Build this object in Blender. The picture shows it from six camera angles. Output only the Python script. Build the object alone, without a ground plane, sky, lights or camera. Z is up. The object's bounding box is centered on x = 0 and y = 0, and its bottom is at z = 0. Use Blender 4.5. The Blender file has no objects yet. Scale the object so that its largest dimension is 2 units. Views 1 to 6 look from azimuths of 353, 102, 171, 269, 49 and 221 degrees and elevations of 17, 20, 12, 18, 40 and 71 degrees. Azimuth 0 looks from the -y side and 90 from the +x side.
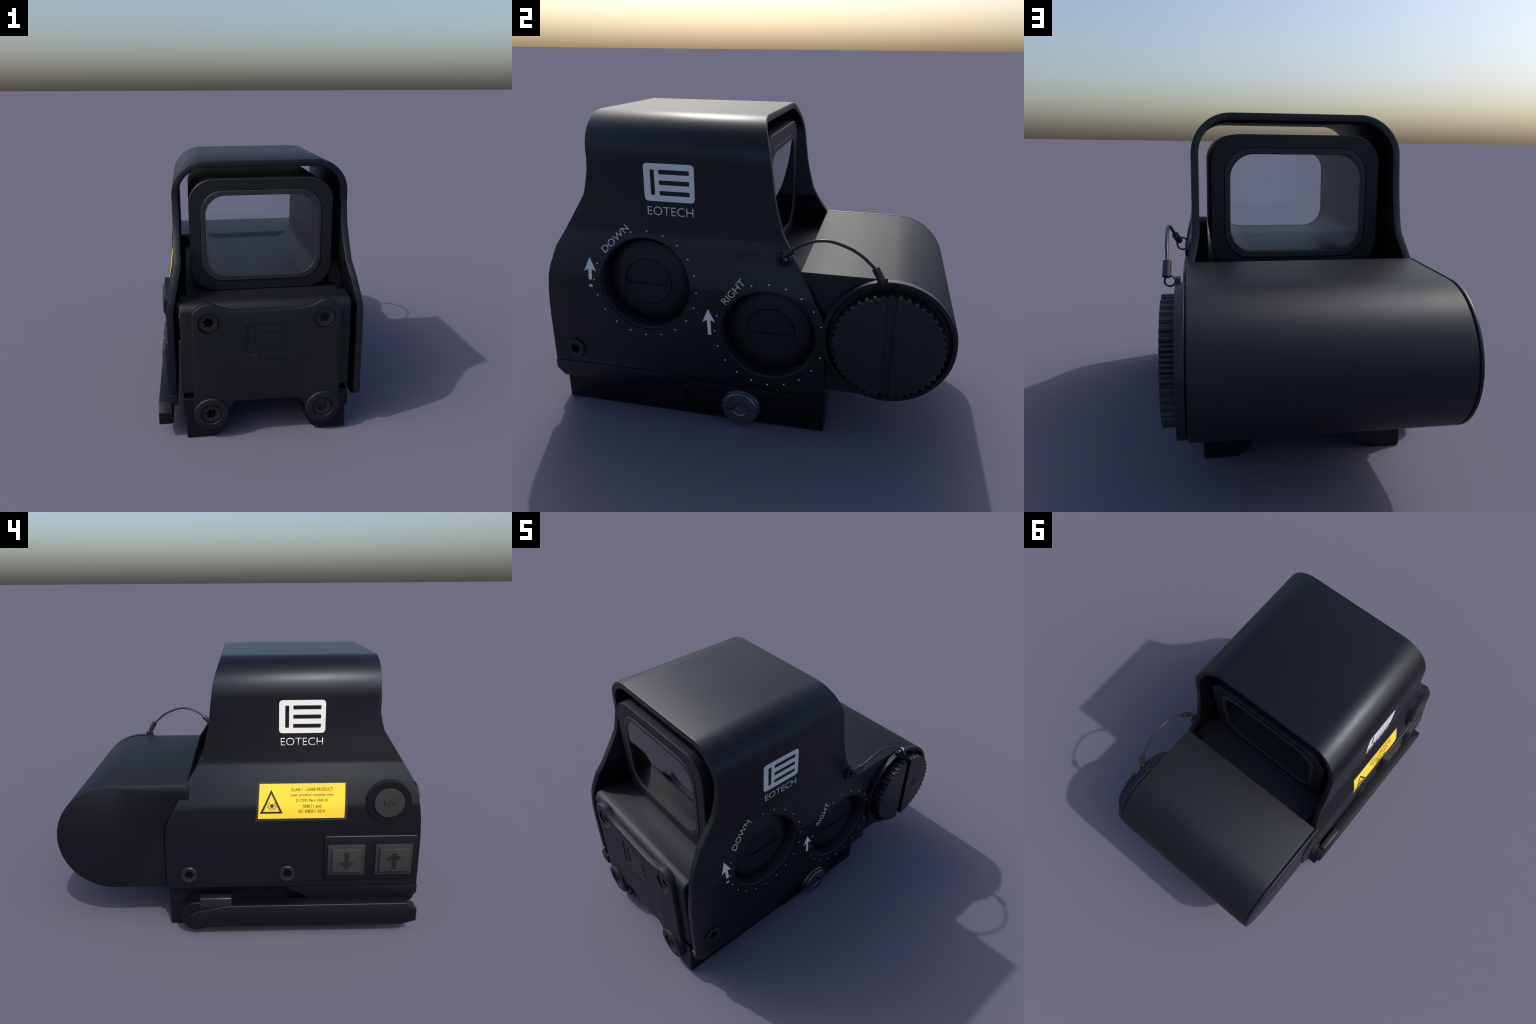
import bpy, bmesh, math
from mathutils import Vector, Matrix

# ------------------------------------------------------------------ materials
def principled(name):
    m = bpy.data.materials.new(name); m.use_nodes = True
    nt = m.node_tree
    return m, nt, nt.nodes["Principled BSDF"]

def coated(name, base, rough, grain=0.15, bump=0.02, scale=90.0, spec=0.5, metallic=0.0, streak=None):
    """painted / anodised surface: base colour with faint mottling, rough variation, fine bump"""
    m, nt, b = principled(name)
    N, L = nt.nodes, nt.links
    tc = N.new("ShaderNodeTexCoord")
    n1 = N.new("ShaderNodeTexNoise"); n1.inputs["Scale"].default_value = 7.0; n1.inputs["Detail"].default_value = 5.0
    n2 = N.new("ShaderNodeTexNoise"); n2.inputs["Scale"].default_value = scale; n2.inputs["Detail"].default_value = 3.0
    L.new(tc.outputs["Object"], n1.inputs["Vector"]); L.new(tc.outputs["Object"], n2.inputs["Vector"])
    r = N.new("ShaderNodeValToRGB")
    r.color_ramp.elements[0].position = 0.3; r.color_ramp.elements[1].position = 0.7
    r.color_ramp.elements[0].color = (*[c * (1 - grain) for c in base], 1)
    r.color_ramp.elements[1].color = (*[c * (1 + grain) for c in base], 1)
    L.new(n1.outputs["Fac"], r.inputs["Fac"]); L.new(r.outputs["Color"], b.inputs["Base Color"])
    mr = N.new("ShaderNodeMapRange")
    mr.inputs["To Min"].default_value = rough - 0.03; mr.inputs["To Max"].default_value = rough + 0.03
    L.new(n1.outputs["Fac"], mr.inputs["Value"]); L.new(mr.outputs["Result"], b.inputs["Roughness"])
    if bump > 0:
        bp = N.new("ShaderNodeBump"); bp.inputs["Strength"].default_value = bump; bp.inputs["Distance"].default_value = 0.01
        L.new(n2.outputs["Fac"], bp.inputs["Height"]); L.new(bp.outputs["Normal"], b.inputs["Normal"])
    b.inputs["Specular IOR Level"].default_value = spec
    b.inputs["Metallic"].default_value = metallic
    if streak:                                   # brushed finish: highlights run along this axis
        tg = N.new("ShaderNodeTangent"); tg.direction_type = 'RADIAL'; tg.axis = streak[0]
        b.inputs["Anisotropic"].default_value = streak[1]; b.inputs["Anisotropic Rotation"].default_value = 0.25
        L.new(tg.outputs["Tangent"], b.inputs["Tangent"])
    b.inputs["Specular Tint"].default_value = (0.77, 0.87, 1.0, 1)
    return m

HOOD = coated("anodised_hood", (0.0020, 0.0020, 0.0027), 0.425, bump=0.0, spec=0.52, streak=('Y', 0.42))
BODY = coated("matt_body", (0.0034, 0.0037, 0.0048), 0.57, bump=0.012, scale=160, spec=0.45)
TAILM = coated("matt_compartment", (0.0034, 0.0037, 0.0048), 0.57, bump=0.012, scale=160, spec=0.48, streak=('X', 0.35))
LENSM = coated("lens_housing_black", (0.0050, 0.0052, 0.0068), 0.5, bump=0.0, spec=0.4)
BEZEL = coated("bezel_grey", (0.019, 0.019, 0.0185), 0.55, bump=0.0, spec=0.4)
BASE = coated("base_black", (0.0018, 0.0019, 0.0024), 0.48, bump=0.01, spec=0.35)
RUBBER = coated("button_rubber", (0.026, 0.026, 0.0255), 0.7, bump=0.01, spec=0.3)
DIALM = coated("dial_black", (0.0060, 0.0062, 0.0075), 0.55, bump=0.01, spec=0.4)
SCREW = coated("screw_steel", (0.010, 0.010, 0.011), 0.36, bump=0.0)
ARROW = coated("button_mark", (0.012, 0.012, 0.0125), 0.7, bump=0.0, spec=0.2)
RECESS_SHADE = coated("recess_shade_black", (0.002, 0.002, 0.002), 0.8, bump=0.0, spec=0.1)  # black that stands in for shade inside screw recesses and dial slots
STEEL = coated("bright_steel", (0.17, 0.18, 0.20), 0.30, bump=0.0, metallic=0.9)
WIRE = coated("tether_wire", (0.035, 0.037, 0.042), 0.35, bump=0.0, metallic=0.5)
WHITE = coated("white_print", (0.72, 0.72, 0.70), 0.6, grain=0.02, bump=0.0)
YELLOW = coated("yellow_label", (0.90, 0.61, 0.032), 0.6, grain=0.01, bump=0.0)
INK = coated("label_ink", (0.02, 0.02, 0.02), 0.5, bump=0.0)

def glass_material():
    """clear pane with a mirror coating"""
    m, nt, b = principled("coated_glass")
    b.inputs["Base Color"].default_value = (0.90, 0.965, 0.985, 1)
    b.inputs["Roughness"].default_value = 0.0
    b.inputs["IOR"].default_value = 1.62
    b.inputs["Transmission Weight"].default_value = 1.0
    return m
GLASS = glass_material()

# ------------------------------------------------------------------ helpers
ROOT = bpy.data.objects.new("holographic_sight", None)
bpy.context.scene.collection.objects.link(ROOT)
ROOT["label"] = "black box-shaped holographic weapon sight with hooded glass window"
ROOT["category"] = "weapon sight"

def finish(bm, name, mat, parent=None, smooth=32):
    bmesh.ops.recalc_face_normals(bm, faces=bm.faces)
    me = bpy.data.meshes.new(name); bm.to_mesh(me); bm.free()
    return obj_from_mesh(me, name, mat, parent, smooth)

def obj_from_mesh(me, name, mat, parent=None, smooth=32):
    me.name = name
    me.materials.clear(); me.materials.append(mat)
    ob = bpy.data.objects.new(name, me)
    bpy.context.scene.collection.objects.link(ob)
    ob.parent = parent or ROOT
    if smooth:
        for p in me.polygons: p.use_smooth = True
        me.set_sharp_from_angle(angle=math.radians(smooth))
    return ob

AX = {'x': lambda a, b, t: (t, a, b), 'y': lambda a, b, t: (a, t, b), 'z': lambda a, b, t: (a, b, t)}

def bevel_sharp(bm, w, seg=2, ang=30):
    if w <= 0: return
    bm.normal_update()
    es = [e for e in bm.edges if len(e.link_faces) == 2 and e.calc_face_angle(0) > math.radians(ang)]
    bmesh.ops.bevel(bm, geom=es, offset=w, segments=seg, profile=0.5, affect='EDGES', clamp_overlap=True)

def prism_bm(pts, axis, lo, hi, bevel=0.0, seg=2, ang=30):
    bm = bmesh.new()
    a = [bm.verts.new(AX[axis](p[0], p[1], lo)) for p in pts]
    b = [bm.verts.new(AX[axis](p[0], p[1], hi)) for p in pts]
    n = len(pts)
    bm.faces.new(a); bm.faces.new(b[::-1])
    for i in range(n): bm.faces.new((a[i], a[(i + 1) % n], b[(i + 1) % n], b[i]))
    bmesh.ops.recalc_face_normals(bm, faces=bm.faces)
    bevel_sharp(bm, bevel, seg, ang)
    return bm

def prism(name, pts, axis, lo, hi, mat, bevel=0.0, seg=2, parent=None, ang=30):
    return finish(prism_bm(pts, axis, lo, hi, bevel, seg, ang), name, mat, parent)

def box(name, x0, x1, y0, y1, z0, z1, mat, bevel=0.0, seg=2, parent=None):
    return prism(name, [(x0, y0), (x1, y0), (x1, y1), (x0, y1)], 'z', z0, z1, mat, bevel, seg, parent)

def rrect(cx, cy, hx, hy, r, n=10):
    out = []
    for k, (sx, sy) in enumerate(((1, 1), (-1, 1), (-1, -1), (1, -1))):
        for i in range(n + 1):
            t = math.pi / 2 * (k + i / n)
            out.append((cx + sx * (hx - r) + r * math.cos(t), cy + sy * (hy - r) + r * math.sin(t)))
    return out

def loft(name, rings, mat, parent=None, cap=True, smooth=32, closed=False):
    """rings: lists of 3D points with equal counts"""
    bm = bmesh.new()
    R = [[bm.verts.new(p) for p in r] for r in rings]
    n = len(R[0])
    pairs = list(zip(R, R[1:])) + ([(R[-1], R[0])] if closed else [])
    for a, b in pairs:
        for i in range(n):
            j = (i + 1) % n
            bm.faces.new((a[i], a[j], b[j], b[i]))
    if cap and not closed:
        bm.faces.new(R[0]); bm.faces.new(R[-1])
    return finish(bm, name, mat, parent, smooth)

def frame(side):
    """local (u right, v up, w out of the face) -> world, for the three lettered faces"""
    c = {'right': ((0, 1, 0), (0, 0, 1), (1, 0, 0)), 'left': ((0, -1, 0), (0, 0, 1), (-1, 0, 0)),
         'front': ((1, 0, 0), (0, 0, 1), (0, -1, 0))}[side]
    return Matrix(c).transposed()

def turned(name, prof, centre, side, mat, n=48, parent=None, smooth=32, rad=None, loop=False):
    """surface of revolution; prof = [(radius, height along face normal)], rad(i_ring, angle, r) may modulate"""
    M = frame(side); C = Vector(centre); rings = []
    for k, (r, h) in enumerate(prof):
        ring = []
        for i in range(n):
            t = 2 * math.pi * i / n
            q = rad(k, t, r) if rad else r
            ring.append(C + M @ Vector((q * math.cos(t), q * math.sin(t), h)))
        rings.append(ring)
    return loft(name, rings, mat, parent, True, smooth, loop)

# side plate surface: |x| of the outer skin at height z
XT, XB, ZK, ZB = 0.491, 0.5395, 0.985, 0.755
def skin(z):
    if z >= ZK: return XT
    if z <= ZB: return XB
    t = (ZK - z) / (ZK - ZB)
    return XT + (XB - XT) * (1.1 * t - 0.1 * t * t)

def flat_mesh(outlines, depth):
    """filled 2D outlines (holes allowed) given depth"""
    cu = bpy.data.curves.new("outline", 'CURVE'); cu.dimensions = '2D'; cu.fill_mode = 'BOTH'; cu.extrude = depth / 2
    for o in outlines:
        s = cu.splines.new('POLY'); s.points.add(len(o) - 1); s.use_cyclic_u = True
        for p, q in zip(s.points, o): p.co = (q[0], q[1], 0, 1)
    return curve_to_mesh(cu)

def curve_to_mesh(cu):
    ob = bpy.data.objects.new("helper", cu); bpy.context.scene.collection.objects.link(ob)
    dg = bpy.context.evaluated_depsgraph_get()
    me = bpy.data.meshes.new_from_object(ob.evaluated_get(dg))
    bpy.data.objects.remove(ob); bpy.data.curves.remove(cu)
    return me

def text_mesh(body, width, height, depth, thin=0.0):
    cu = bpy.data.curves.new("text", 'FONT'); cu.body = body; cu.size = 1.0; cu.offset = thin
    cu.resolution_u = 6
    me = curve_to_mesh(cu)
    bm = bmesh.new(); bm.from_mesh(me)
    xs = [v.co.x for v in bm.verts]; ys = [v.co.y for v in bm.verts]
    sx = width / (max(xs) - min(xs)); sy = height / (max(ys) - min(ys)) if height else sx
    for v in bm.verts:
        v.co.x = (v.co.x - (max(xs) + min(xs)) / 2) * sx; v.co.y = (v.co.y - (max(ys) + min(ys)) / 2) * sy; v.co.z = 0
    faces = bm.faces[:]
    g = bmesh.ops.extrude_face_region(bm, geom=faces)
    for v in [e for e in g["geom"] if isinstance(e, bmesh.types.BMVert)]: v.co.z = depth / 2
    for v in bm.verts:
        if v.co.z == 0: v.co.z = -depth / 2
    bmesh.ops.recalc_face_normals(bm, faces=bm.faces)
    bm.to_mesh(me); bm.free()
    return me

def lay_on(me, side, u, v, rot=0.0, lift=0.0, name="mark", mat=None, surf=None, parent=None):
    """place a flat mesh on a face at (u,v) in world face coordinates and drape it over the skin"""
    c, s = math.cos(rot), math.sin(rot)
    if side != 'front' and surf is None:          # split across the bent part of the skin so the mark can follow it
        bm = bmesh.new(); bm.from_mesh(me)
        for k in range(19):
            h = ZB + (ZK - ZB) * k / 18 - v
            bmesh.ops.bisect_plane(bm, geom=bm.verts[:] + bm.edges[:] + bm.faces[:], plane_co=(s * h, c * h, 0), plane_no=(s, c, 0))
        bm.to_mesh(me); bm.free()
    for w in me.vertices:
        a, b, d = w.co
        a, b = a * c - b * s, a * s + b * c
        if side == 'front':
            w.co = (u + a, -(surf + lift + d), v + b)
        else:
            sg = 1 if side == 'right' else -1
            z = v + b
            x = (surf if surf is not None else skin(z)) + lift + d
            w.co = (sg * x, u + sg * a, z)
    return obj_from_mesh(me, name, mat, parent, 0)

def cut(ob, cutters):
    for c in cutters:
        md = ob.modifiers.new("cut", 'BOOLEAN'); md.operation = 'DIFFERENCE'; md.solver = 'EXACT'; md.object = c
    dg = bpy.context.evaluated_depsgraph_get(); dg.update()
    me = bpy.data.meshes.new_from_object(ob.evaluated_get(dg))
    ob.modifiers.clear()
    old = ob.data; ob.data = me; me.name = ob.name; bpy.data.meshes.remove(old)
    for c in cutters:
        d = c.data; bpy.data.objects.remove(c); bpy.data.meshes.remove(d)
    for p in me.polygons: p.use_smooth = True
    me.set_sharp_from_angle(angle=math.radians(30))

def screw(name, centre, side, r, h, star, mat=SCREW, parent=None, dish=0.35, rot=0.0, floor=RECESS_SHADE):
    """torx screw head: disc with a six-lobed recess and an added disc on its floor"""
    def rad(k, t, q):
        return q * (1 + 0.17 * math.cos(6 * (t + rot))) if 4 <= k <= 5 else q
    hd = turned(name, [(r, -0.03), (r, h - 0.004), (r - 0.004, h), (star * 1.75, h), (star, h - 0.012 * dish), (star * 0.98, h - 0.022)],
                centre, side, mat, 72, parent, 40, rad)
    turned("socket_inlay_disc", [(star * 0.99, h - 0.0225), (star * 0.99, h - 0.0200)], centre, side, floor, 36, hd, 0)  # disc added in the recess; default black stands in for its shade
    return hd

# ------------------------------------------------------------------ dimensions read off the views
DIAL = [(-0.443, 0.742), (0.157, 0.548)]       # (y, z) of the two adjusters
SIDE_SCREWS = [('left', -XB, 0.299, 0.366, 0.046), ('left', -XB, -0.238, 0.365, 0.046), ('right', XB, -0.843, 0.359, 0.051)]
TAIL_Y, TAIL_Z, TAIL_R = 0.704, 0.5815, 0.2945

def along(table, z):
    if z <= table[0][0]: return table[0][1]
    for (z0, y0), (z1, y1) in zip(table, table[1:]):
        if z <= z1: return y0 + (y1 - y0) * (z - z0) / (z1 - z0)
    return table[-1][1]
FRONT = [(0.281, -0.963), (0.56, -0.963), (0.65, -0.959), (0.72, -0.951), (0.80, -0.937), (0.90, -0.902), (0.99, -0.846), (1.152, -0.742),
         (1.19, -0.729), (1.27, -0.711), (1.33, -0.707), (1.43, -0.712), (1.53, -0.714)]
REAR = [(0.281, 0.425), (0.54, 0.424), (0.62, 0.419), (0.66, 0.412), (0.79, 0.346), (0.88, 0.298), (0.95, 0.253), (1.02, 0.213), (1.06, 0.200),
        (1.10, 0.190), (1.18, 0.171), (1.26, 0.161), (1.33, 0.153), (1.40, 0.143), (1.46, 0.127), (1.53, 0.102)]

# ------------------------------------------------------------------ hood: bent sheet with two side plates
def build_hood():
    T, R, TOP, BOT = 0.0358, 0.185, 1.528, 0.283
    zs = [BOT, 0.40, 0.54, 0.60, 0.66, 0.70, 0.74, 0.755, 0.775, 0.80, 0.83, 0.86, 0.90, 0.93, 0.96, 0.975, 0.985, 0.995, 1.02, 1.06, 1.10, 1.152, 1.19, 1.23, 1.27, 1.30, 1.33]
    half = [(skin(z), z) for z in zs]
    arc = [(XT - R + R * math.cos(t), TOP - R + R * math.sin(t)) for t in [math.pi / 2 * i / 16 for i in range(17)]]
    right = half + [p for p in arc if p[1] > 1.335] 
    outer = right + [(-x, z) for x, z in reversed(right)]
    n = len(outer)
    inner = []
    for i, (x, z) in enumerate(outer):
        a = outer[max(i - 1, 0)]; b = outer[min(i + 1, n - 1)]
        d = Vector((b[0] - a[0], b[1] - a[1])).normalized()
        nx, nz = (-d.y, d.x)                     # points inward (left of travel: up the right side, over, down)
        zi = z if i in (0, n - 1) else z + nz * T
        inner.append((x + nx * T, zi))
    bm = bmesh.new()
    rows = []
    b = 0.005
    for (xo, zo), (xi, zi) in zip(outer, inner):
        yf, yr = along(FRONT, zo), along(REAR, zo)
        lerp = lambda s: (xo + (xi - xo) * s, zo + (zi - zo) * s)
        s = b / T
        ring = []
        for (w, y) in ((s * 0.3, yf + b * 0.3), (0.0, yf + b)): ring.append((*lerp(w), y))
        ring.append((xo, zo, yr - b)); ring.append((*lerp(s * 0.3), yr - b * 0.3)); ring.append((*lerp(s), yr))
        k = 0.965; ring.append((*lerp(k - s), yr)); ring.append((*lerp(k - s * 0.3), yr - b * 0.3)); ring.append((*lerp(k), yr - b))
        k = 1.055; ring.append((*lerp(k), yf + b)); ring.append((*lerp(k - s * 0.3), yf + b * 0.3)); ring.append((*lerp(k - s), yf)); ring.append((*lerp(s), yf))
        rows.append([bm.verts.new((x, y, z)) for x, z, y in ring])
    m = len(rows[0])
    for r0, r1 in zip(rows, rows[1:]):
        for i in range(m):
            bm.faces.new((r0[i], r0[(i + 1) % m], r1[(i + 1) % m], r1[i]))
    bm.faces.new(rows[0]); bm.faces.new(rows[-1])
    hood = finish(bm, "hood", HOOD)
    cutters = [turned("cutter", [(0.2265, -0.2), (0.2265, 0.2)], (0.5, y, z), 'right', HOOD, 72) for y, z in DIAL]
    cutters.append(turned("cutter", [(0.018, -0.2), (0.018, 0.2)], (0.5, 0.223, 0.925), 'right', HOOD, 24))
    for side, sx, y, z, r in SIDE_SCREWS:
        cutters.append(turned("cutter", [(r + 0.001, -0.1), (r + 0.001, 0.1)], (sx, y, z), side, HOOD, 40))
    cut(hood, cutters)
    return hood
HOODOB = build_hood()

# ------------------------------------------------------------------ adjuster dials in their recesses
for (y, z) in DIAL:
    cup = turned("dial_recess", [(0.2260, 0.534), (0.219, 0.526), (0.217, 0.522), (0.217, 0.415), (0.10, 0.414), (0.10, 0.410), (0.236, 0.410), (0.236, 0.485), (0.2262, 0.485)],
                 (0, y, z), 'right', DIALM, 72, loop=True)
    # rim follows the sloping skin
    for v in cup.data.vertices:
        if v.co.x > 0.5: v.co.x += skin(v.co.z) - XB
    knob = turned("dial_knob", [(0.206, 0.412), (0.207, 0.454), (0.203, 0.464), (0.190, 0.473), (0.165, 0.483), (0.140, 0.4885), (0.120, 0.490), (0.1175, 0.4885), (0.1165, 0.482)],
                  (0, y, z), 'right', DIALM, 72)
    disc = turned("dial_screw", [(0.1145, 0.470), (0.1145, 0.4885), (0.1125, 0.4905)], (0, y, z), 'right', DIALM, 72, knob)
    slot = box("cutter", 0.472, 0.51, y - 0.102, y + 0.102, z - 0.0115, z + 0.0115, RECESS_SHADE)
    cut(disc, [slot])
    box("slot_shade_insert", 0.471, 0.4745, y - 0.1015, y + 0.1015, z - 0.011, z + 0.011, RECESS_SHADE, 0, 2, disc)  # dark insert added so the cut slot looks more deeply shaded
    # index dots, every 18 degrees
    for k in range(20):
        t = math.radians(-18 * k + (-2 if y < 0 else 0))
        if y < 0 and k in (12, 13): continue          # covered by the word
        if y > 0 and k == 13: continue
        r = 0.0036
        me = flat_mesh([[(r * math.cos(a * math.pi / 5), r * math.sin(a * math.pi / 5)) for a in range(10)]], 0.001)
        lay_on(me, 'right', y + 0.2575 * math.cos(t), z + 0.2575 * math.sin(t), 0, 0.0006, "index_dot", WHITE)

lay_on(text_mesh("DOWN", 0.172, 0.033, 0.001, -0.008), 'right', -0.5925, 0.954, math.radians(45), 0.0006, "direction_word", WHITE)
lay_on(text_mesh("RIGHT", 0.146, 0.034, 0.001, -0.008), 'right', -0.0085, 0.7555, math.radians(51), 0.0006, "direction_word", WHITE)
def arrow(y0, z0, ln):
    o = [(0, 0), (-0.031, -0.068), (-0.0085, -0.056), (-0.0085, -ln), (0.0085, -ln), (0.0085, -0.056), (0.031, -0.068)]
    lay_on(flat_mesh([o], 0.001), 'right', y0, z0, math.radians(2.5), 0.0006, "direction_arrow", WHITE)
arrow(-0.724, 0.857, 0.108); arrow(-0.131, 0.658, 0.134)
lay_on(flat_mesh([rrect(0, 0, 0.009, 0.006, 0.001, 1)], 0.001), 'right', -0.721, 0.717, 0, 0.0006, "direction_arrow_tail", WHITE)

# ------------------------------------------------------------------ printed marks on both sides
def emblem(depth, s=1.0):
    rc = lambda x0, x1, y0, y1: rrect((x0 + x1) / 2 * s, (y0 + y1) / 2 * s, abs(x1 - x0) / 2 * s, abs(y1 - y0) / 2 * s, 0.004 * s, 3)
    o = [rrect(0, 0, 0.119 * s, 0.086 * s, 0.018 * s, 6), rc(-0.088, -0.068, -0.058, 0.058),
         rc(-0.047, 0.096, 0.0375, 0.0585), rc(-0.047, 0.096, -0.0105, 0.0105), rc(-0.047, 0.096, -0.0585, -0.0375)]
    return flat_mesh(o, depth)
for side in ('right', 'left'):
    lay_on(emblem(0.001), side, -0.3115, 1.2335, 0, 0.0006, "emblem", WHITE)
    lay_on(text_mesh("EOTECH", 0.219, 0.0405, 0.001, -0.010), side, -0.311, 1.102, 0, 0.0006, "emblem_word", WHITE)

# warning label
def sheet(pts, lift, name, mat, nz=10):
    """thin sheet over the curved skin: quad outline subdivided in height"""
    (y0, z0), (y1, z1), (y2, z2), (y3, z3) = pts       # bl, br, tr, tl
    rings = []
    for k in range(nz + 1):
        t = k / nz
        a = (y0 + (y3 - y0) * t, z0 + (z3 - z0) * t); b = (y1 + (y2 - y1) * t, z1 + (z2 - z1) * t)
        xs = -skin(a[1])
        rings.append([(xs - lift, a[0], a[1]), (xs - lift, b[0], b[1]), (xs + 0.002, b[0], b[1]), (xs + 0.002, a[0], a[1])])
    return loft(name, rings, mat)
back = sheet([(-0.066, 0.676), (-0.557, 0.679), (-0.552, 0.894), (-0.080, 0.893)], 0.0015, "label_backing", INK)
yel = sheet([(-0.080, 0.692), (-0.541, 0.692), (-0.543, 0.880), (-0.091, 0.880)], 0.0027, "warning_label", YELLOW)
trio = [(0, 0.066), (-0.062, -0.062), (0.060, -0.062)]
trii = [(0, 0.044), (-0.045, -0.052), (0.044, -0.052)]
lay_on(flat_mesh([trio, trii[::-1]], 0.001), 'left', -0.152, 0.784, 0, 0.0034, "warning_triangle", INK, parent=yel)
lay_on(flat_mesh([rrect(0, 0, 0.0095, 0.0095, 0.0095, 4)], 0.001), 'left', -0.1545, 0.765, 0, 0.0034, "warning_spot", INK, parent=yel)
for k in range(12):
    t = 2 * math.pi * (k + 0.5) / 12
    if abs(math.cos(t)) < 0.3 and math.sin(t) > 0: continue
    me = flat_mesh([[(0.014, -0.0013), (0.027, -0.0013), (0.027, 0.0013), (0.014, 0.0013)]], 0.001)
    lay_on(me, 'left', -0.1545, 0.765, t, 0.0034, "warning_ray", INK, parent=yel)
for txt, y, z, w in (("CLASS 1 - LASER PRODUCT", -0.367, 0.849, 0.222), ("Laser product complies with", -0.366, 0.819, 0.226),
                     ("21 CFR, Part 1040.10", -0.3655, 0.791, 0.170), ("1040.11 and", -0.3665, 0.7615, 0.096), ("IEC 60825-1 2014", -0.366, 0.733, 0.139)):
    lay_on(text_mesh(txt, w, 0.0165, 0.001), 'left', y, z, 0, 0.0034, "label_text", INK, parent=yel)

# ------------------------------------------------------------------ left side controls
ring = turned("round_button_collar", [(0.121, 0.50), (0.121, 0.543), (0.118, 0.547), (0.086, 0.547), (0.084, 0.544), (0.083, 0.540)], (0, -0.776, 0.776), 'left', HOOD, 56)
btn = turned("round_button", [(0.0815, 0.53), (0.0815, 0.554), (0.0785, 0.558), (0.06, 0.5590)], (0, -0.776, 0.776), 'left', RUBBER, 56, ring)
lay_on(text_mesh("NV", 0.062, 0.032, 0.001, -0.004), 'left', -0.776, 0.776, 0, 0.0004, "button_word", ARROW, 0.5590, btn)

pad = prism("button_panel", [(-0.438, 0.588), (-0.438, 0.321), (-0.948, 0.321), (-0.942, 0.588)], 'x', -0.552, -0.50, HOOD, 0.007, 3)
for yc, up in ((-0.558, -1), (-0.8175, 1)):
    col = box("button_surround", -0.563, -0.54, yc - 0.101, yc + 0.101, 0.358, 0.5385, BEZEL, 0.004, 2, pad)
    key = box("button", -0.575, -0.55, yc - 0.081, yc + 0.081, 0.3775, 0.519, RUBBER, 0.008, 3, col)
    o = [(0, 0.049), (-0.044, 0.006), (-0.012, 0.008), (-0.012, -0.051), (0.012, -0.051), (0.012, 0.008), (0.044, 0.006)]
    if up < 0: o = [(a, -b) for a, b in o][::-1]
    lay_on(flat_mesh([o], 0.001), 'left', yc, 0.448, 0, 0.0004, "button_arrow", ARROW, 0.575, key)

for side, sx, y, z, r in SIDE_SCREWS:
    screw("side_screw", (sx, y, z), side, r, 0.014 if sx < 0 else 0.012, 0.0235, rot=0.1)

# ------------------------------------------------------------------ main body between the plates
def body_block():
    yf, zt, rt, rb = -0.955, 0.797, 0.048, 0.022
    prof = [(-0.80, 0.268)] + [(yf + rb - rb * math.sin(t), 0.268 + rb - rb * math.cos(t)) for t in [math.pi / 2 * i / 4 for i in range(5)]]
    prof += [(yf + rt - rt * math.cos(t), zt - rt + rt * math.sin(t)) for t in [math.pi / 2 * i / 7 for i in range(8)]] + [(-0.80, zt)]
    bm = prism_bm(prof, 'x', -0.471, 0.471)
    es = [e for e in bm.edges if all(v.co.y < -0.85 for v in e.verts) and abs(e.verts[0].co.x - e.verts[1].co.x) < 1e-6]
    bmesh.ops.bevel(bm, geom=es, offset=0.022, segments=4, profile=0.5, affect='EDGES', clamp_overlap=True)
    return finish(bm, "body_block", BODY)
body_block()
box("body_deck", -0.433, 0.433, -0.82, 0.36, 0.268, 0.7965, BODY, 0)

# ------------------------------------------------------------------ window housing: rounded rectangular tube
def tube_ring(hx, z0, z1, r, y): return [(x, y, z) for x, z in rrect(0, (z0 + z1) / 2, hx, (z1 - z0) / 2, r, 12)]
Y0, Y1 = -0.737, 0.115
OUT = (0.402, 0.799, 1.432, 0.135); OUT2 = (0.398, 0.803, 1.428, 0.131)
BEZ = (0.341, 0.8525, 1.3725, 0.125); INN = (0.311, 0.885, 1.342, 0.11); BZ2 = (0.337, 0.8565, 1.3685, 0.121)
house = loft("window_housing", [tube_ring(*OUT, Y0 + 0.004), tube_ring(*OUT, Y1 - 0.004), tube_ring(*OUT2, Y1), tube_ring(*BEZ, Y1), tube_ring(*BEZ, Y1 - 0.02),
                                tube_ring(*INN, Y1 - 0.02), tube_ring(*INN, Y0 + 0.02), tube_ring(*BEZ, Y0 + 0.02), tube_ring(*BEZ, Y0), tube_ring(*OUT2, Y0)],
             LENSM, closed=True, smooth=35)
for ya, yb, mt in ((Y0 - 0.004, Y0 + 0.03, BEZEL), (Y1 + 0.002, Y1 - 0.03, BEZEL)):
    d = 0.003 if ya < 0 else -0.003
    loft("window_bezel", [tube_ring(0.338, 0.8555, 1.3695, 0.122, ya + d), tube_ring(0.335, 0.8585, 1.3665, 0.119, ya), tube_ring(0.314, 0.882, 1.345, 0.112, ya),
                          tube_ring(0.311, 0.885, 1.342, 0.11, ya + d), tube_ring(0.310, 0.886, 1.341, 0.109, yb), tube_ring(0.338, 0.8555, 1.3695, 0.122, yb)], mt, house, closed=True)
for yc in (Y0 + 0.003, Y1 - 0.004):
    prism("window_pane", rrect(0, 1.1135, 0.316, 0.2335, 0.112, 12), 'y', yc - 0.003, yc + 0.003, GLASS, 0, 2, house)

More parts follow.
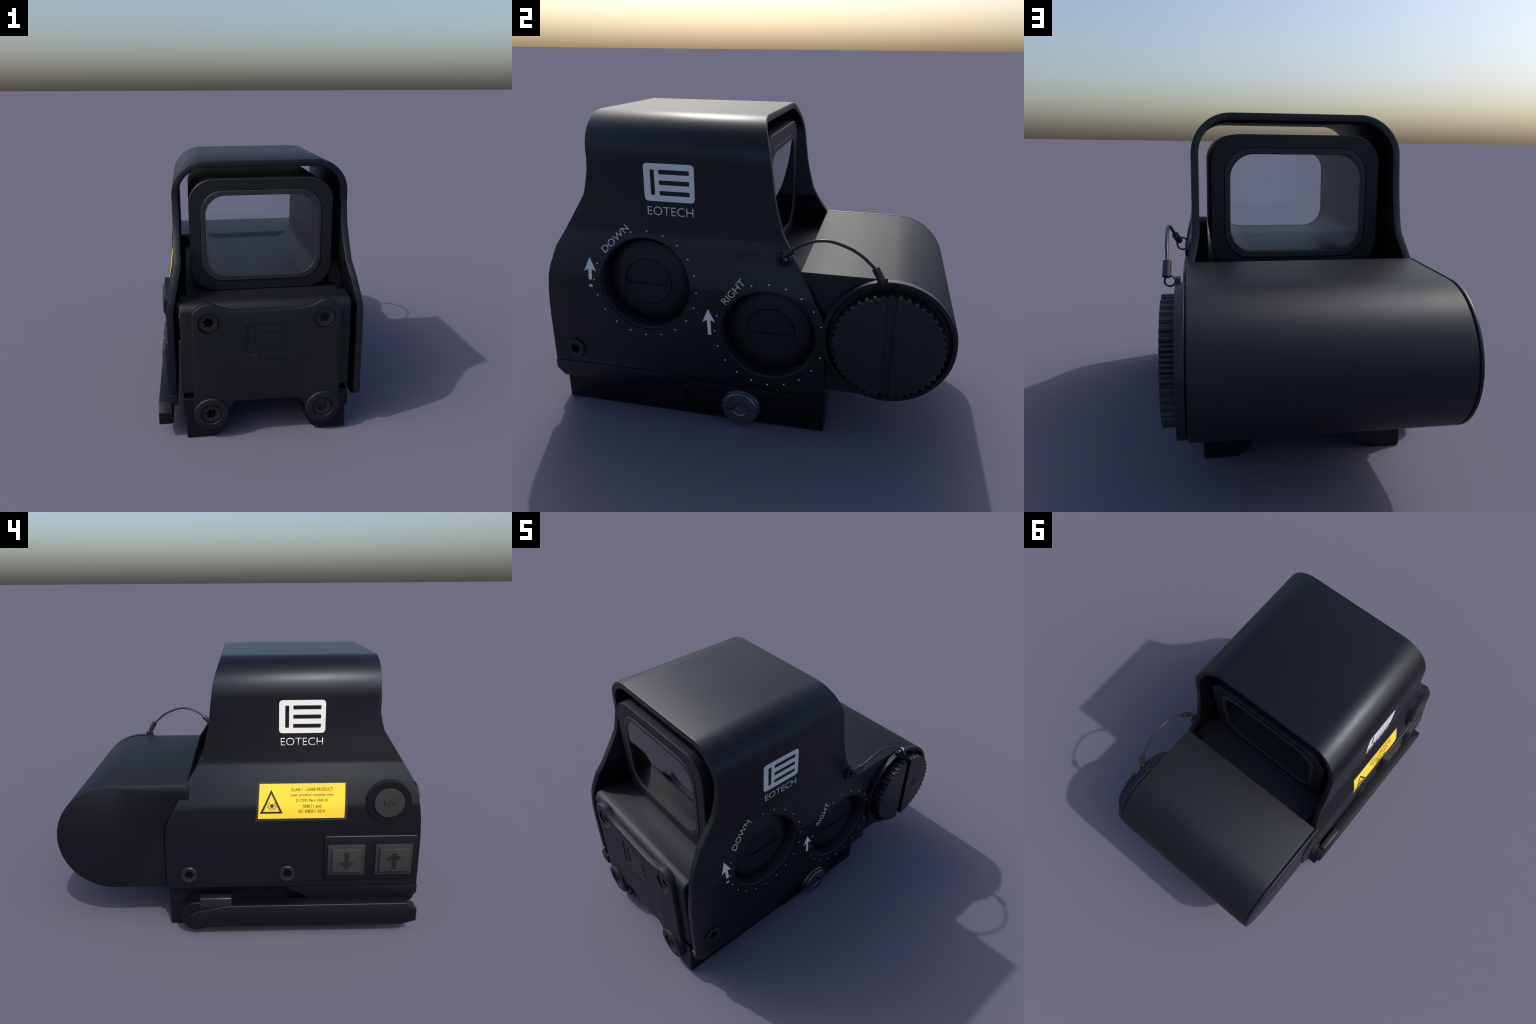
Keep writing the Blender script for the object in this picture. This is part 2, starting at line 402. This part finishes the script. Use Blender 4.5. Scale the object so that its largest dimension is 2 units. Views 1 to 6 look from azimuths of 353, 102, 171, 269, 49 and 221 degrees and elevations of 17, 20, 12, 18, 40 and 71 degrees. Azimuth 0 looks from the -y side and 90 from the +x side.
# ------------------------------------------------------------------ battery tail
def tail_outline(r, y_front, top_off=0.0, n=40):
    pts = [(y_front, TAIL_Z + r)]
    pts += [(TAIL_Y + r * math.sin(t), TAIL_Z + r * math.cos(t)) for t in [math.pi * i / n for i in range(n + 1)]]
    return pts
tail = tail_outline(TAIL_R, 0.294) + [(0.426, 0.289), (0.426, 0.66), (0.294, 0.80)]
prism("battery_compartment", tail, 'x', -0.511, 0.516, TAILM, 0.006, 3, ang=35)
prism("compartment_core", tail_outline(TAIL_R - 0.006, 0.30) + [(0.432, 0.295), (0.432, 0.66), (0.30, 0.80)], 'x', -0.520, -0.50, BASE)
endp = tail_outline(TAIL_R, 0.281) + [(0.428, 0.289), (0.428, 0.56), (0.419, 0.652), (0.350, 0.797), (0.281, 0.797)]
prism("compartment_end_cover", endp, 'x', -0.531, -0.5165, HOOD, 0.004, 2, ang=35)

# battery cap: neck, loose retaining ring, knurled grip with coin slot
CAPC = (0.0, 0.699, 0.591)
RINGC = (0.0, 0.699, 0.588)
cap = turned("battery_cap", [(0.262, 0.505), (0.262, 0.524), (0.236, 0.526), (0.236, 0.56)], RINGC, 'right', HOOD, 72)
turned("retaining_ring", [(0.2905, 0.5195), (0.293, 0.522), (0.293, 0.552), (0.2905, 0.5545), (0.2745, 0.5545), (0.272, 0.552), (0.272, 0.522), (0.2745, 0.5195)], RINGC, 'right', HOOD, 72, cap, loop=True)
NT = 42
def knurl(k, t, r):
    w = abs(((t * NT / (2 * math.pi)) % 1.0) - 0.5) * 2
    return r - 0.012 * max(0, min(1, (w - 0.2) * 1.8))
grip = turned("battery_cap_grip", [(0.247, 0.528), (0.247, 0.604), (0.244, 0.607)], CAPC, 'right', SCREW, NT * 8, cap, 28, knurl)
cut(grip, [box("cutter", 0.586, 0.65, 0.678, 0.720, 0.28, 0.90, BASE)])
pm = flat_mesh([[(-0.006, -0.027), (0.006, -0.027), (0.006, -0.006), (0.027, -0.006), (0.027, 0.006), (0.006, 0.006), (0.006, 0.027), (-0.006, 0.027), (-0.006, 0.006), (-0.027, 0.006), (-0.027, -0.006), (-0.006, -0.006)]], 0.001)
lay_on(pm, 'right', 0.803, 0.600, 0, 0.0006, "plus_mark", RUBBER, 0.607, grip)

# tether: cable, ferrules, rings, grommet
def tubed(name, pts, r, mat, parent=None, cyclic=False, res=8):
    cu = bpy.data.curves.new(name, 'CURVE'); cu.dimensions = '3D'; cu.bevel_depth = r; cu.bevel_resolution = 3; cu.use_fill_caps = True
    s = cu.splines.new('BEZIER'); s.bezier_points.add(len(pts) - 1); s.use_cyclic_u = cyclic; s.resolution_u = res
    for b, p in zip(s.bezier_points, pts):
        b.co = p; b.handle_left_type = b.handle_right_type = 'AUTO'
    return obj_from_mesh(curve_to_mesh(cu), name, mat, parent, 40)
cable = tubed("tether_cable", [(0.560, 0.262, 0.987), (0.572, 0.300, 1.018), (0.584, 0.395, 1.052), (0.587, 0.480, 1.040), (0.586, 0.560, 1.000), (0.584, 0.600, 0.965), (0.584, 0.622, 0.945)], 0.0068, WIRE, res=12)
tubed("tether_ferrule", [(0.583, 0.618, 0.952), (0.586, 0.650, 0.899)], 0.0165, WIRE, cable)
tubed("tether_ferrule", [(0.563, 0.271, 0.995), (0.547, 0.232, 0.962)], 0.0155, WIRE, cable)
def hoop(name, c, ax1, ax2, r, w):
    a, b, C = Vector(ax1).normalized(), Vector(ax2).normalized(), Vector(c)
    return tubed(name, [C + a * r * math.cos(t) + b * r * math.sin(t) for t in [math.pi / 4 * k for k in range(8)]], w, WIRE, cable, True)
hoop("tether_ring", (0.533, 0.220, 0.947), (0.8, 0.2, 0.4), (-0.3, 0, 0.9), 0.026, 0.004)
hoop("tether_ring", (0.573, 0.655, 0.884), (1, 0, 0), (0, 0.1, 1), 0.020, 0.004)
turned("tether_grommet", [(0.034, 0.48), (0.034, 0.519), (0.031, 0.522), (0.021, 0.522), (0.018, 0.518), (0.018, 0.49)], (0, 0.223, 0.923), 'right', HOOD, 32, cable)
turned("grommet_eye", [(0.018, 0.48), (0.018, 0.500), (0.006, 0.503)], (0, 0.223, 0.923), 'right', STEEL, 24, cable)
box("tether_tab", 0.534, 0.556, 0.630, 0.675, 0.855, 0.897, HOOD, 0.004, 2, cap)

# ------------------------------------------------------------------ front cover plate with four screws
half = [(0.0, 0.762), (0.10, 0.763), (0.17, 0.764), (0.215, 0.772), (0.262, 0.786), (0.285, 0.799), (0.305, 0.808), (0.330, 0.808), (0.365, 0.795), (0.395, 0.772), (0.4065, 0.752),
        (0.4125, 0.30), (0.4125, 0.16)]
half += [(0.316 + 0.0965 * math.cos(t), 0.158 + 0.0965 * math.sin(t)) for t in [-math.pi * i / 10 for i in range(1, 10)]]
half += [(0.222, 0.160), (0.215, 0.175), (0.196, 0.205), (0.180, 0.221), (0.160, 0.226), (0.0, 0.226)]
cover_o = half + [(-x, z) for x, z in reversed(half[1:-1])]
cover = prism("front_cover", cover_o, 'y', -0.983, -0.940, BODY, 0.006, 3, ang=40)
def front_cutter(me):
    for v in me.vertices: v.co = (v.co.x, -0.983 - v.co.z, v.co.y)
    ob = bpy.data.objects.new("cutter", me); bpy.context.scene.collection.objects.link(ob); return ob
em = emblem(0.0070)
for v in em.vertices: v.co.y += 0.601; v.co.x += -0.001
hole = lambda x, z, r, y0, y1: prism("cutter", [(x + r * math.cos(2 * math.pi * i / 48), z + r * math.sin(2 * math.pi * i / 48)) for i in range(48)], 'y', y0, y1, BASE)
cut(cover, [front_cutter(em)] + [hole(sx * 0.318, 0.7, 0.0585, -1.1, -0.930) for sx in (1, -1)] + [hole(sx * 0.316, 0.158, 0.057, -1.1, -0.930) for sx in (1, -1)])
wd = text_mesh("EOTECH", 0.215, 0.030, 0.006, -0.012)
for sx in (-1, 1):
    screw("cover_screw", (sx * 0.318, -0.975, 0.700), 'front', 0.0565, 0.0, 0.0268, parent=cover, rot=0.2, floor=RECESS_SHADE if sx < 0 else SCREW)
    boss = turned("cover_boss", [(0.0955, 0.95), (0.0955, 0.992), (0.091, 0.997), (0.062, 0.9985), (0.057, 0.995), (0.057, 0.95)], (sx * 0.316, 0, 0.160), 'front', BODY, 56, cover, loop=True)
    screw("cover_screw", (sx * 0.316, -0.990, 0.158), 'front', 0.0545, 0.0, 0.0268, parent=cover, rot=0.2, floor=RECESS_SHADE if sx < 0 else SCREW)
lay_on(wd, 'front', -0.002, 0.492, 0, -0.0024, "emblem_word", BODY, 0.983, cover)

# ------------------------------------------------------------------ rail base
foot = [(0.455, 0.0), (0.307, 0.0), (0.256, 0.027), (0.222, 0.083), (0.222, 0.153), (0.177, 0.212)]
sec = foot + [(-x, z) for x, z in reversed(foot)] + [(-0.455, 0.1435), (-0.467, 0.1435), (-0.467, 0.247), (0.467, 0.247), (0.467, 0.1435), (0.455, 0.1435)]
base = prism("rail_base", sec, 'y', -0.963, 0.425, BASE, 0.003, 1)
slotp = rrect(0.01, 0.108, 0.316, 0.086, 0.075, 8)
prism("clamp_pad", slotp, 'x', 0.43, 0.4585, BASE, 0.002, 2, base)
def slot_ring(g, x): return [(x, a, b) for a, b in rrect(0.01, 0.108, 0.316 - g, 0.0905 - g, 0.078 - g * 0.8, 8)]
loft("clamp_pad_rim", [slot_ring(0, 0.44), slot_ring(0, 0.4685), slot_ring(0.003, 0.4705), slot_ring(0.009, 0.4705), slot_ring(0.014, 0.46), slot_ring(0.014, 0.44)], BASE, base, closed=True)
box("body_floor", -0.432, 0.432, -0.88, 0.42, 0.24, 0.29, BASE, 0)
st = [(-0.966, 0.279), (-0.966, 0.231), (-0.925, 0.190), (-0.396, 0.190), (-0.226, 0.279)]
prism("side_strip", st, 'x', 0.500, 0.5405, HOOD, 0.003, 2)
prism("side_strip", st, 'x', -0.5405, -0.500, HOOD, 0.003, 2)
# clamp nut on the right
NC = (0.0, 0.010, 0.108)
nut = turned("clamp_nut", [(0.098, 0.44), (0.098, 0.494), (0.095, 0.499), (0.088, 0.500), (0.088, 0.513), (0.084, 0.517), (0.037, 0.517), (0.034, 0.514), (0.034, 0.488)], NC, 'right', STEEL, 56)
cut(nut, [box("cutter", 0.506, 0.53, -0.1, 0.12, 0.1045, 0.1115, BASE)])

# throw lever on the left
lev = [(0.312, 0.146), (0.258, 0.173), (0.088, 0.203), (-0.896, 0.205), (-0.956, 0.164), (-0.956, 0.092), (-0.879, 0.069), (0.209, 0.070), (0.28, 0.078), (0.312, 0.105)]
lever = prism("throw_lever", lev, 'x', -0.609, -0.530, BASE, 0.007, 3)
turned("lever_pivot", [(0.086, 0.44), (0.086, 0.588), (0.083, 0.591)], (0, 0.262, 0.132), 'left', BASE, 48, lever)
box("lever_lock", -0.594, -0.550, 0.066, 0.245, 0.145, 0.245, SCREW, 0.008, 3, lever)
